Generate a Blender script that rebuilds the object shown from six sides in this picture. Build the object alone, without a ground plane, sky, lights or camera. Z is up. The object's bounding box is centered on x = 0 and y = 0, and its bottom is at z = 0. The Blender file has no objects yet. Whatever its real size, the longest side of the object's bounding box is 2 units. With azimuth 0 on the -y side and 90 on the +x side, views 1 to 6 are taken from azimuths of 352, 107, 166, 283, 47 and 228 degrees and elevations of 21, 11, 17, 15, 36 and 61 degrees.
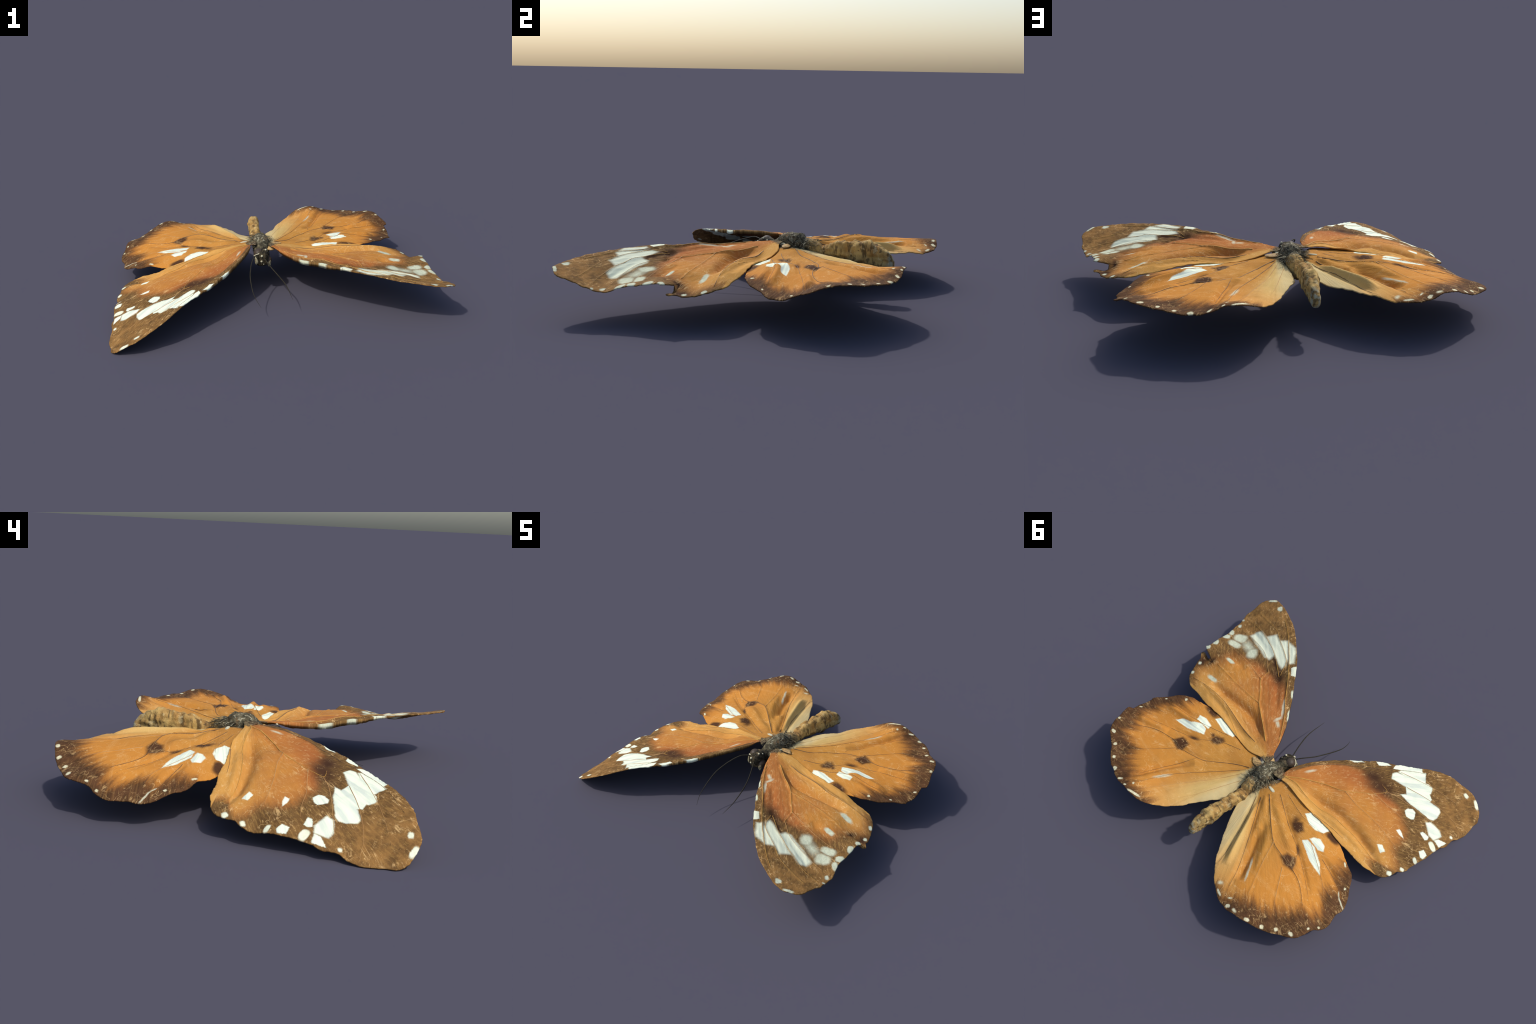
"""A dried butterfly lying with its four wings spread: forewings, hindwings, thorax, abdomen, head.
Every wing is described by a few control points for its membrane (x, y, height), its rim, its vein
tree, its pleats and the marks of its pattern; the mesh and the node material are computed from them."""
import bpy, bmesh, math, random
import numpy as np
from mathutils import Vector
from mathutils.geometry import delaunay_2d_cdt

rng = np.random.default_rng(7)
random.seed(7)

# ---- LF
LF = dict(
  base=(-0.105, 0.044),
  form=[(-0.100,0.043,0.283), (-0.917,-0.776,0.050), (-0.844,-0.758,0.089), (-0.616,-0.436,0.169), (-0.505,-0.452,0.216), (-0.583,-0.625,0.200), (-0.725,-0.391,0.152), (-0.770,-0.262,0.145), (-0.769,-0.112,0.147), (-0.867,-0.375,0.100), (-0.878,-0.435,0.093), (-0.949,-0.424,0.061), (-0.938,-0.373,0.071), (-0.939,-0.287,0.089), (-0.936,-0.229,0.082), (-0.927,-0.132,0.086), (-0.901,-0.053,0.101), (-0.399,-0.173,0.242), (-0.510,-0.298,0.212), (-0.540,-0.368,0.196), (-0.301,-0.356,0.250), (-0.407,-0.472,0.234), (-0.990,-0.717,0.001), (-0.594,0.056,0.183), (-0.435,0.087,0.233), (-0.166,0.030,0.282), (-0.222,0.026,0.274), (-0.276,0.025,0.260), (-0.332,0.022,0.250), (-0.383,0.009,0.230), (-0.438,-0.004,0.228), (-0.493,-0.017,0.224), (-0.544,-0.028,0.204), (-0.598,-0.035,0.192), (-0.652,-0.037,0.182), (-0.703,-0.037,0.158), (-0.754,-0.037,0.136), (-0.201,-0.037,0.278), (-0.238,-0.068,0.264), (-0.274,-0.098,0.252), (-0.314,-0.126,0.244), (-0.355,-0.150,0.240), (-0.429,-0.210,0.228), (-0.461,-0.248,0.218), (-0.261,0.072,0.266), (-0.318,0.072,0.256), (-0.373,0.070,0.240), (-0.483,0.057,0.210), (-0.538,0.055,0.196), (-0.677,0.043,0.152), (-0.765,0.039,0.138), (-0.161,-0.163,0.286), (-0.207,-0.235,0.278), (-0.260,-0.303,0.268), (-0.341,-0.402,0.252), (-0.994,-0.666,0.002), (-0.994,-0.615,0.006), (-0.988,-0.564,0.016), (-0.983,-0.511,0.030), (-0.977,-0.460,0.040), (-0.936,-0.179,0.064)],
  rim=[(-0.090,0.031), (-0.099,-0.024), (-0.123,-0.085), (-0.161,-0.163), (-0.217,-0.250), (-0.276,-0.327), (-0.335,-0.396), (-0.382,-0.453), (-0.427,-0.498), (-0.489,-0.557), (-0.534,-0.594), (-0.595,-0.656), (-0.657,-0.712), (-0.718,-0.752), (-0.761,-0.770), (-0.823,-0.794), (-0.871,-0.800), (-0.924,-0.785), (-0.956,-0.769), (-0.980,-0.741), (-0.991,-0.715), (-0.988,-0.681), (-0.997,-0.635), (-0.995,-0.559), (-0.983,-0.510), (-0.985,-0.450), (-0.969,-0.398), (-0.967,-0.342), (-0.963,-0.289), (-0.952,-0.237), (-0.942,-0.194), (-0.943,-0.153), (-0.935,-0.120), (-0.921,-0.102), (-0.918,-0.074), (-0.908,-0.037), (-0.890,-0.009), (-0.857,0.014), (-0.826,0.023), (-0.785,0.038), (-0.725,0.042), (-0.678,0.043), (-0.635,0.049), (-0.594,0.056), (-0.548,0.056), (-0.498,0.054), (-0.434,0.060), (-0.366,0.069), (-0.289,0.071), (-0.210,0.067), (-0.143,0.066), (-0.058,0.085), (-0.050,0.050), (-0.058,0.015)],
  brown=[(-0.141,-0.069), (-0.178,-0.148), (-0.232,-0.228), (-0.304,-0.301), (-0.364,-0.346), (-0.422,-0.345), (-0.474,-0.336), (-0.512,-0.340), (-0.578,-0.356), (-0.649,-0.367), (-0.691,-0.342), (-0.750,-0.317), (-0.785,-0.299), (-0.811,-0.251), (-0.814,-0.182), (-0.854,-0.149), (-0.889,-0.124), (-0.905,-0.082), (-0.867,-0.060), (-0.810,-0.045), (-0.781,-0.027), (-0.807,0.013)],
  white=[(-0.938,-0.371,163.7,0.0297,0.0174,0.00,0.20),
    (-0.936,-0.229,161.2,0.0175,0.0110,0.00,0.30),
    (-0.927,-0.133,-157.8,0.0118,0.0107,0.00,0.40),
    (-0.899,-0.054,-146.6,0.0152,0.0122,0.00,0.30),
    (-0.917,-0.776,154.5,0.0259,0.0121,0.00,0.25),
    (-0.845,-0.756,-178.2,0.0151,0.0113,0.00,0.40),
    (-0.964,-0.512,-169.0,0.0090,0.0079,0.00,0.50)],
  dark=[(-0.436,-0.368,-151.1,0.0507,0.0357,0.00,0.90),
    (-0.503,-0.360,-158.6,0.0729,0.0423,0.00,1.00)],
  rust=[(-0.582,-0.345,-152.8,0.0790,0.0559,0.10,1.00),
    (-0.353,-0.283,-146.1,0.1075,0.0425,0.20,1.20)],
  pale=[(-0.183,-0.095,-116.5,0.0261,0.0057,0.00,0.90)],
  panes=[
    (.005, [(-0.508,-0.450), (-0.492,-0.471), (-0.499,-0.492), (-0.666,-0.598), (-0.694,-0.604), (-0.708,-0.581), (-0.705,-0.553), (-0.603,-0.491)]),
    (.005, [(-0.506,-0.510), (-0.507,-0.525), (-0.609,-0.629), (-0.625,-0.597), (-0.653,-0.584), (-0.561,-0.529)]),
    (.003, [(-0.472,-0.499), (-0.466,-0.520), (-0.488,-0.558), (-0.577,-0.629), (-0.592,-0.617)]),
    (.005, [(-0.611,-0.433), (-0.633,-0.463), (-0.734,-0.533), (-0.805,-0.559), (-0.821,-0.549), (-0.833,-0.512), (-0.829,-0.482), (-0.813,-0.470), (-0.683,-0.438)]),
    (.004, [(-0.586,-0.491), (-0.700,-0.570), (-0.738,-0.558), (-0.745,-0.523), (-0.639,-0.453)]),
    (.003, [(-0.695,-0.378), (-0.696,-0.401), (-0.715,-0.422), (-0.736,-0.421), (-0.758,-0.387), (-0.749,-0.374), (-0.723,-0.363)]),
    (.003, [(-0.750,-0.258), (-0.756,-0.272), (-0.774,-0.270), (-0.796,-0.259), (-0.774,-0.255)]),
    (.003, [(-0.743,-0.110), (-0.758,-0.127), (-0.792,-0.116), (-0.782,-0.094)]),
    (.003, [(-0.843,-0.368), (-0.846,-0.381), (-0.884,-0.390), (-0.891,-0.375), (-0.884,-0.361)]),
    (.003, [(-0.924,-0.408), (-0.933,-0.432), (-0.968,-0.454), (-0.961,-0.406)]),
    (.003, [(-0.917,-0.282), (-0.926,-0.308), (-0.939,-0.305), (-0.954,-0.305), (-0.954,-0.273), (-0.942,-0.268)]),
    (.003, [(-0.382,-0.447), (-0.412,-0.488), (-0.440,-0.493), (-0.401,-0.444)]),
    (.007, [(-0.820,-0.435), (-0.835,-0.461), (-0.897,-0.471), (-0.925,-0.459), (-0.916,-0.408), (-0.879,-0.402)]),
    (.003, [(-0.281,-0.333), (-0.312,-0.371), (-0.324,-0.377), (-0.295,-0.340)]),
  ],
  folds=[
    (-.010, .024, [(-0.620,-0.055), (-0.740,-0.054), (-0.840,-0.030)]),
    (-.007, .022, [(-0.198,0.057), (-0.314,0.048), (-0.434,0.038), (-0.541,0.020), (-0.680,0.001), (-0.787,-0.006)]),
    (-.026, .034, [(-0.250,0.007), (-0.350,-0.015), (-0.450,-0.044), (-0.559,-0.057), (-0.671,-0.059), (-0.757,-0.056)]),
    (-.004, .014, [(-0.105,0.044), (-0.208,-0.031), (-0.307,-0.108), (-0.410,-0.160)]),
    (-.004, .02, [(-0.414,-0.353), (-0.486,-0.372), (-0.582,-0.393)]),
  ],
  veins=[
    ('G', 2.4, [(-0.109,0.044), (-0.201,-0.037), (-0.298,-0.116), (-0.398,-0.171), (-0.454,-0.239), (-0.512,-0.302), (-0.545,-0.371), (-0.497,-0.377)]),
    ('P', 1.5, [(-0.398,-0.171), (-0.473,-0.167), (-0.526,-0.171), (-0.657,-0.186), (-0.779,-0.187), (-0.842,-0.176)]),
    ('P', 1.5, [(-0.512,-0.302), (-0.583,-0.311), (-0.688,-0.329), (-0.786,-0.330), (-0.852,-0.339)]),
    ('G', 2.6, [(-0.109,0.044), (-0.187,0.024), (-0.264,0.027), (-0.362,0.017), (-0.488,-0.017), (-0.628,-0.039), (-0.754,-0.037), (-0.820,-0.013)]),
    ('D', 1.6, [(-0.092,0.014), (-0.178,-0.148), (-0.318,-0.327), (-0.400,-0.405), (-0.474,-0.492), (-0.604,-0.624), (-0.743,-0.721)]),
    ('P', 1.5, [(-0.545,-0.371), (-0.611,-0.405), (-0.739,-0.440), (-0.841,-0.463), (-0.948,-0.493)]),
    ('P', 1.4, [(-0.514,-0.517), (-0.662,-0.593), (-0.778,-0.647), (-0.900,-0.691)]),
    ('P', 1.5, [(-0.599,-0.486), (-0.744,-0.548), (-0.885,-0.587), (-0.977,-0.586)]),
    ('D', 1.5, [(-0.142,0.077), (-0.263,0.077), (-0.387,0.062), (-0.505,0.035), (-0.590,0.023)]),
  ])
# ---- RF
RF = dict(
  base=(0.063, 0.027),
  form=[(0.069,0.018,0.270), (0.934,-0.777,0.242), (0.846,-0.763,0.245), (0.757,-0.269,0.226), (0.746,-0.109,0.199), (0.710,-0.404,0.221), (0.855,-0.386,0.200), (0.873,-0.448,0.194), (0.941,-0.434,0.187), (0.935,-0.383,0.198), (0.935,-0.298,0.213), (0.934,-0.234,0.217), (0.906,-0.139,0.164), (0.872,-0.053,0.180), (0.518,-0.321,0.250), (0.483,-0.465,0.264), (0.839,-0.538,0.195), (0.599,-0.466,0.240), (0.406,-0.488,0.282), (0.293,-0.373,0.276), (0.199,-0.263,0.260), (0.850,-0.004,0.190), (0.283,-0.297,0.272), (0.185,-0.158,0.264), (0.569,0.044,0.232), (0.399,0.074,0.241), (0.371,-0.405,0.268), (0.515,-0.545,0.268), (0.567,-0.589,0.270), (0.620,-0.633,0.270), (0.679,-0.679,0.264), (0.152,-0.037,0.260), (0.190,-0.062,0.256), (0.266,-0.111,0.252), (0.340,-0.157,0.254), (0.378,-0.182,0.254), (0.411,-0.213,0.254), (0.443,-0.246,0.254), (0.476,-0.278,0.254), (0.480,-0.181,0.246), (0.529,-0.181,0.244), (0.579,-0.181,0.242), (0.630,-0.182,0.238), (0.683,-0.186,0.232), (0.737,-0.190,0.224), (0.193,0.010,0.250), (0.260,0.001,0.232), (0.321,-0.002,0.228), (0.378,-0.009,0.234), (0.436,-0.019,0.240), (0.497,-0.029,0.240), (0.557,-0.037,0.242), (0.619,-0.035,0.238), (0.684,-0.033,0.232), (0.748,-0.027,0.222), (0.773,0.027,0.196), (0.687,0.032,0.204), (0.638,0.040,0.218), (0.634,-0.510,0.246), (0.697,-0.538,0.236), (0.760,-0.553,0.230), (0.366,-0.463,0.284), (0.485,-0.581,0.278), (0.548,-0.636,0.278), (0.621,-0.685,0.272), (0.698,-0.731,0.266), (0.779,-0.768,0.258), (0.980,-0.709,0.218), (0.983,-0.662,0.206), (0.985,-0.615,0.192), (0.985,-0.568,0.178), (0.982,-0.520,0.166)],
  rim=[(0.049,-0.014), (0.094,-0.104), (0.145,-0.187), (0.178,-0.235), (0.221,-0.290), (0.268,-0.353), (0.305,-0.394), (0.363,-0.461), (0.421,-0.525), (0.493,-0.592), (0.568,-0.653), (0.653,-0.713), (0.736,-0.755), (0.813,-0.782), (0.864,-0.794), (0.913,-0.796), (0.942,-0.780), (0.971,-0.755), (0.984,-0.729), (0.983,-0.691), (0.983,-0.641), (0.992,-0.604), (0.986,-0.578), (0.981,-0.532), (0.976,-0.488), (0.954,-0.429), (0.949,-0.393), (0.952,-0.349), (0.950,-0.308), (0.944,-0.268), (0.946,-0.242), (0.950,-0.228), (0.915,-0.215), (0.880,-0.203), (0.848,-0.191), (0.882,-0.197), (0.920,-0.204), (0.946,-0.207), (0.955,-0.192), (0.931,-0.164), (0.924,-0.140), (0.912,-0.101), (0.891,-0.058), (0.859,-0.014), (0.819,0.013), (0.772,0.028), (0.716,0.030), (0.656,0.040), (0.592,0.046), (0.559,0.046), (0.502,0.047), (0.448,0.050), (0.336,0.059), (0.258,0.068), (0.166,0.078), (0.084,0.059), (0.034,0.065), (0.026,0.030), (0.034,0.000)],
  brown=[(0.157,-0.190), (0.230,-0.262), (0.301,-0.329), (0.356,-0.377), (0.415,-0.390), (0.452,-0.383), (0.510,-0.379), (0.556,-0.379), (0.616,-0.375), (0.673,-0.361), (0.735,-0.342), (0.792,-0.327), (0.814,-0.251), (0.828,-0.191), (0.854,-0.157), (0.872,-0.116), (0.860,-0.076), (0.832,-0.039), (0.790,0.017)],
  white=[(0.288,-0.370,134.9,0.0295,0.0076,0.00,0.30),
    (0.196,-0.257,128.2,0.0389,0.0070,0.00,0.30),
    (0.713,-0.409,-141.1,0.0324,0.0404,0.00,0.45),
    (0.774,-0.431,164.5,0.0437,0.0240,0.00,1.20),
    (0.866,-0.443,-155.2,0.0431,0.0346,0.15,0.35),
    (0.851,-0.382,-166.5,0.0437,0.0249,0.00,0.35),
    (0.945,-0.434,-127.1,0.0160,0.0283,0.00,0.30),
    (0.935,-0.383,-141.5,0.0257,0.0185,0.00,0.25),
    (0.938,-0.299,-134.3,0.0189,0.0240,0.00,0.25),
    (0.937,-0.235,-140.1,0.0163,0.0157,0.00,0.25),
    (0.905,-0.137,-140.5,0.0104,0.0124,0.00,0.40),
    (0.873,-0.054,-126.9,0.0109,0.0142,0.00,0.30),
    (0.757,-0.270,179.5,0.0334,0.0134,0.00,0.35),
    (0.737,-0.104,178.0,0.0431,0.0155,0.00,0.35),
    (0.930,-0.776,-147.4,0.0282,0.0093,0.00,0.30),
    (0.848,-0.763,-133.2,0.0173,0.0174,0.30,0.30),
    (0.958,-0.516,-137.4,0.0113,0.0137,0.00,0.40),
    (0.978,-0.560,-141.8,0.0070,0.0070,0.00,0.50)],
  dark=[(0.461,-0.407,143.8,0.0671,0.0264,0.00,1.10),
    (0.549,-0.468,155.3,0.0419,0.0235,0.00,1.00),
    (0.845,-0.189,171.4,0.0120,0.0254,0.00,1.00),
    (0.905,-0.155,-67.9,0.0356,0.0234,0.00,0.70)],
  rust=[(0.415,-0.358,155.2,0.1453,0.0706,0.00,1.20),
    (0.569,-0.367,157.4,0.0766,0.0364,0.00,1.20)],
  pale=[(0.249,-0.261,130.9,0.0536,0.0070,0.00,0.60),
    (0.218,-0.195,81.1,0.0256,0.0092,0.00,0.60),
    (0.192,-0.168,148.5,0.0202,0.0092,0.00,0.60)],
  panes=[
    (.013, [(0.473,-0.511), (0.585,-0.613), (0.536,-0.612), (0.507,-0.590), (0.457,-0.530)]),
    (.013, [(0.644,-0.588), (0.608,-0.617), (0.508,-0.531), (0.501,-0.513), (0.562,-0.543)]),
    (.013, [(0.734,-0.562), (0.704,-0.604), (0.619,-0.570), (0.506,-0.514), (0.482,-0.484), (0.484,-0.458), (0.507,-0.463), (0.635,-0.520)]),
    (.013, [(0.833,-0.505), (0.831,-0.544), (0.809,-0.566), (0.743,-0.549), (0.652,-0.526), (0.595,-0.497), (0.599,-0.457), (0.629,-0.450), (0.742,-0.484)]),
    (.003, [(0.435,-0.498), (0.420,-0.521), (0.372,-0.471), (0.394,-0.458)]),
  ],
  folds=[
    (.007, .012, [(0.152,-0.037), (0.246,-0.099), (0.334,-0.152), (0.382,-0.185)]),
    (-.030, .030, [(0.190,-0.030), (0.270,-0.080), (0.370,-0.100), (0.500,-0.090), (0.600,-0.080), (0.710,-0.080)]),
    (-.012, .030, [(0.420,-0.380), (0.520,-0.383), (0.600,-0.360)]),
    (-.012, .028, [(0.640,-0.290), (0.730,-0.300), (0.820,-0.300)]),
    (.008, .018, [(0.194,0.010), (0.397,-0.012), (0.525,-0.028), (0.625,-0.035), (0.726,-0.040)]),
    (-.007, .022, [(0.228,0.033), (0.414,0.019), (0.544,0.002), (0.662,-0.004)]),
    (-.007, .02, [(0.267,-0.221), (0.366,-0.315), (0.452,-0.403), (0.553,-0.456)]),
    (.006, .012, [(0.120,-0.127), (0.194,-0.222), (0.299,-0.331), (0.374,-0.409), (0.492,-0.525)]),
    (.005, .015, [(0.451,-0.414), (0.577,-0.485), (0.690,-0.535)]),
    (-.006, .018, [(0.674,-0.490), (0.792,-0.527), (0.876,-0.541)]),
  ],
  veins=[
    ('G', 2.6, [(0.152,-0.037), (0.246,-0.099), (0.334,-0.152), (0.382,-0.185), (0.449,-0.252), (0.511,-0.311), (0.526,-0.385)]),
    ('G', 1.8, [(0.382,-0.185), (0.461,-0.181), (0.598,-0.181), (0.698,-0.187), (0.796,-0.196)]),
    ('P', 1.4, [(0.511,-0.311), (0.606,-0.327), (0.710,-0.345), (0.860,-0.352)]),
    ('D', 2.2, [(0.194,0.010), (0.331,-0.002), (0.465,-0.024), (0.554,-0.037), (0.699,-0.034), (0.822,-0.024)]),
    ('G', 2.2, [(0.091,-0.090), (0.194,-0.222), (0.291,-0.319), (0.374,-0.409), (0.492,-0.525), (0.604,-0.620), (0.679,-0.679), (0.751,-0.723)]),
    ('G', 1.4, [(0.449,-0.416), (0.506,-0.514), (0.644,-0.588), (0.743,-0.638), (0.932,-0.663)]),
    ('G', 1.5, [(0.450,-0.405), (0.577,-0.485), (0.690,-0.535), (0.846,-0.581), (0.965,-0.585)]),
    ('G', 1.4, [(0.260,0.073), (0.424,0.011), (0.519,-0.015)]),
    ('P', 1.3, [(0.526,-0.385), (0.656,-0.466), (0.834,-0.498), (0.961,-0.499)]),
  ])
# ---- LH
LH = dict(
  base=(-0.070, 0.197),
  form=[(-0.435,0.087,0.228), (-0.472,0.211,0.233), (-0.531,0.172,0.222), (-0.387,0.190,0.245), (-0.510,0.367,0.237), (-0.492,0.283,0.229), (-0.718,0.124,0.181), (-0.815,0.624,0.177), (-0.746,0.668,0.179), (-0.854,0.529,0.165), (-0.882,0.474,0.139), (-0.686,0.721,0.202), (-0.613,0.760,0.233), (-0.530,0.782,0.240), (-0.483,0.786,0.218), (-0.388,0.770,0.210), (-0.365,0.354,0.264), (-0.890,0.297,0.114), (-0.820,0.272,0.144), (-0.594,0.056,0.177), (-0.117,0.149,0.268), (-0.050,0.200,0.250), (-0.040,0.290,0.235), (-0.310,0.315,0.258), (-0.460,0.378,0.250), (-0.575,0.385,0.214), (-0.628,0.400,0.210), (-0.676,0.425,0.204), (-0.721,0.454,0.200), (-0.586,0.516,0.226), (-0.624,0.565,0.222), (-0.661,0.612,0.214), (-0.697,0.659,0.204), (-0.342,0.216,0.228), (-0.412,0.246,0.232), (-0.112,0.493,0.208), (-0.139,0.536,0.214), (-0.166,0.576,0.216), (-0.193,0.615,0.216), (-0.220,0.654,0.216), (-0.254,0.688,0.218), (-0.320,0.745,0.204), (-0.901,0.418,0.118), (-0.885,0.357,0.116), (-0.862,0.239,0.122), (-0.831,0.192,0.144), (-0.792,0.147,0.154), (-0.683,0.091,0.170)],
  rim=[(-0.042,0.231), (-0.046,0.278), (-0.039,0.334), (-0.063,0.402), (-0.089,0.452), (-0.126,0.511), (-0.152,0.557), (-0.187,0.607), (-0.222,0.656), (-0.281,0.716), (-0.319,0.747), (-0.364,0.774), (-0.412,0.796), (-0.448,0.799), (-0.512,0.803), (-0.570,0.791), (-0.609,0.777), (-0.655,0.756), (-0.699,0.732), (-0.733,0.708), (-0.781,0.667), (-0.818,0.644), (-0.845,0.619), (-0.857,0.589), (-0.866,0.547), (-0.876,0.507), (-0.900,0.463), (-0.901,0.417), (-0.885,0.355), (-0.888,0.307), (-0.876,0.267), (-0.854,0.225), (-0.827,0.189), (-0.802,0.152), (-0.769,0.126), (-0.720,0.110), (-0.654,0.077), (-0.596,0.057), (-0.527,0.039), (-0.459,0.018), (-0.383,0.006), (-0.295,0.008), (-0.217,0.013), (-0.148,0.022), (-0.060,0.130), (-0.020,0.160), (-0.015,0.210)],
  brown=[(-0.719,0.101), (-0.722,0.149), (-0.718,0.190), (-0.739,0.224), (-0.765,0.240), (-0.801,0.250), (-0.782,0.277), (-0.759,0.300), (-0.774,0.349), (-0.810,0.368), (-0.823,0.422), (-0.811,0.469), (-0.768,0.488), (-0.743,0.487), (-0.740,0.541), (-0.710,0.570), (-0.670,0.604), (-0.637,0.630), (-0.597,0.665), (-0.551,0.680), (-0.525,0.685), (-0.492,0.712), (-0.470,0.748), (-0.410,0.760), (-0.358,0.752), (-0.320,0.746)],
  white=[(-0.612,0.762,-145.2,0.0165,0.0101,0.00,0.30),
    (-0.688,0.721,-135.5,0.0119,0.0123,0.00,0.30),
    (-0.746,0.667,-123.2,0.0115,0.0102,0.00,0.35),
    (-0.815,0.624,-167.2,0.0160,0.0102,0.00,0.35),
    (-0.854,0.528,-97.7,0.0086,0.0063,0.00,0.50),
    (-0.881,0.474,-100.3,0.0069,0.0063,0.00,0.50),
    (-0.814,0.214,-139.8,0.0074,0.0066,0.00,0.50),
    (-0.716,0.124,148.4,0.0161,0.0063,0.00,0.50),
    (-0.482,0.786,-148.8,0.0156,0.0106,0.00,0.30),
    (-0.530,0.780,171.4,0.0161,0.0086,0.00,0.60),
    (-0.386,0.769,161.5,0.0266,0.0072,0.00,0.30),
    (-0.456,0.747,-143.8,0.0136,0.0049,0.00,0.60),
    (-0.348,0.726,-148.1,0.0141,0.0086,0.00,1.00)],
  dark=[(-0.350,0.171,-161.9,0.0172,0.0229,0.00,1.20),
    (-0.486,0.275,144.4,0.0300,0.0087,0.00,0.80),
    (-0.554,0.066,-165.9,0.0450,0.0264,0.20,0.40)],
  pale=[(-0.380,0.533,125.3,0.0338,0.0059,0.00,0.60),
    (-0.415,0.589,121.8,0.0374,0.0059,0.00,0.60),
    (-0.813,0.261,133.8,0.0138,0.0032,0.00,0.50),
    (-0.853,0.282,158.6,0.0348,0.0039,0.00,0.40)],
  panes=[
    (.004, [(-0.356,0.098), (-0.374,0.072), (-0.386,0.038), (-0.510,0.023), (-0.507,0.059), (-0.498,0.096), (-0.459,0.119), (-0.411,0.121)]),
    (.004, [(-0.466,0.221), (-0.481,0.198), (-0.533,0.197), (-0.575,0.224), (-0.622,0.236), (-0.665,0.275), (-0.646,0.275), (-0.577,0.266)]),
    (.004, [(-0.485,0.180), (-0.493,0.161), (-0.522,0.139), (-0.562,0.146), (-0.582,0.172), (-0.561,0.187)]),
  ],
  blots=[
    (.013, [(-0.463,0.384), (-0.471,0.344), (-0.517,0.321), (-0.540,0.345), (-0.555,0.384), (-0.508,0.399)]),
    (.012, [(-0.343,0.191), (-0.351,0.172), (-0.384,0.151), (-0.425,0.180), (-0.411,0.212), (-0.377,0.214)]),
  ],
  folds=[
    (-.012, .016, [(-0.086,0.240), (-0.159,0.389), (-0.214,0.541), (-0.250,0.662)]),
    (.022, .020, [(-0.120,0.260), (-0.150,0.330), (-0.190,0.420), (-0.240,0.530), (-0.290,0.640)]),
    (-.034, .024, [(-0.250,0.360), (-0.295,0.430), (-0.345,0.520), (-0.405,0.650)]),
    (.014, .022, [(-0.120,0.200), (-0.210,0.280), (-0.260,0.330)]),
    (-.011, .018, [(-0.111,0.225), (-0.146,0.283), (-0.242,0.423), (-0.334,0.571), (-0.393,0.691)]),
    (-.014, .022, [(-0.143,0.202), (-0.293,0.374), (-0.355,0.470), (-0.435,0.594)]),
    (.005, .015, [(-0.168,0.209), (-0.354,0.349), (-0.449,0.375), (-0.551,0.379)]),
    (.012, .035, [(-0.160,0.200), (-0.290,0.220), (-0.420,0.290), (-0.500,0.310)]),
    (-.007, .014, [(-0.218,0.150), (-0.345,0.218), (-0.479,0.273), (-0.598,0.335), (-0.723,0.405)]),
    (.005, .02, [(-0.190,0.184), (-0.346,0.270), (-0.462,0.315)]),
    (-.006, .02, [(-0.619,0.202), (-0.725,0.226), (-0.804,0.246)]),
    (.004, .02, [(-0.461,0.132), (-0.612,0.174), (-0.729,0.193)]),
  ],
  veins=[
    ('D', 2, [(-0.086,0.240), (-0.159,0.389), (-0.214,0.541), (-0.250,0.662)]),  # this and the next: dark tubes drawing the shadow in two pleat valleys
    ('D', 2, [(-0.111,0.225), (-0.146,0.283), (-0.242,0.423), (-0.334,0.571), (-0.398,0.702)]),
    ('D', 2.4, [(-0.132,0.180), (-0.168,0.209), (-0.354,0.349), (-0.449,0.375), (-0.551,0.379), (-0.642,0.404), (-0.741,0.471)]),
    ('P', 1.5, [(-0.375,0.361), (-0.436,0.512), (-0.506,0.655)]),
    ('P', 1.5, [(-0.512,0.416), (-0.602,0.538), (-0.672,0.626)]),
    ('D', 1.6, [(-0.174,0.133), (-0.345,0.218), (-0.479,0.273), (-0.598,0.335), (-0.765,0.436)]),
    ('P', 1.4, [(-0.490,0.188), (-0.573,0.226), (-0.716,0.298), (-0.818,0.374)]),
    ('D', 1.5, [(-0.616,0.207), (-0.725,0.226), (-0.804,0.246)]),
    ('D', 1.5, [(-0.551,0.379), (-0.532,0.334), (-0.489,0.278)]),
    ('D', 1.3, [(-0.202,0.099), (-0.378,0.124), (-0.508,0.101)]),
  ])
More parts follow.
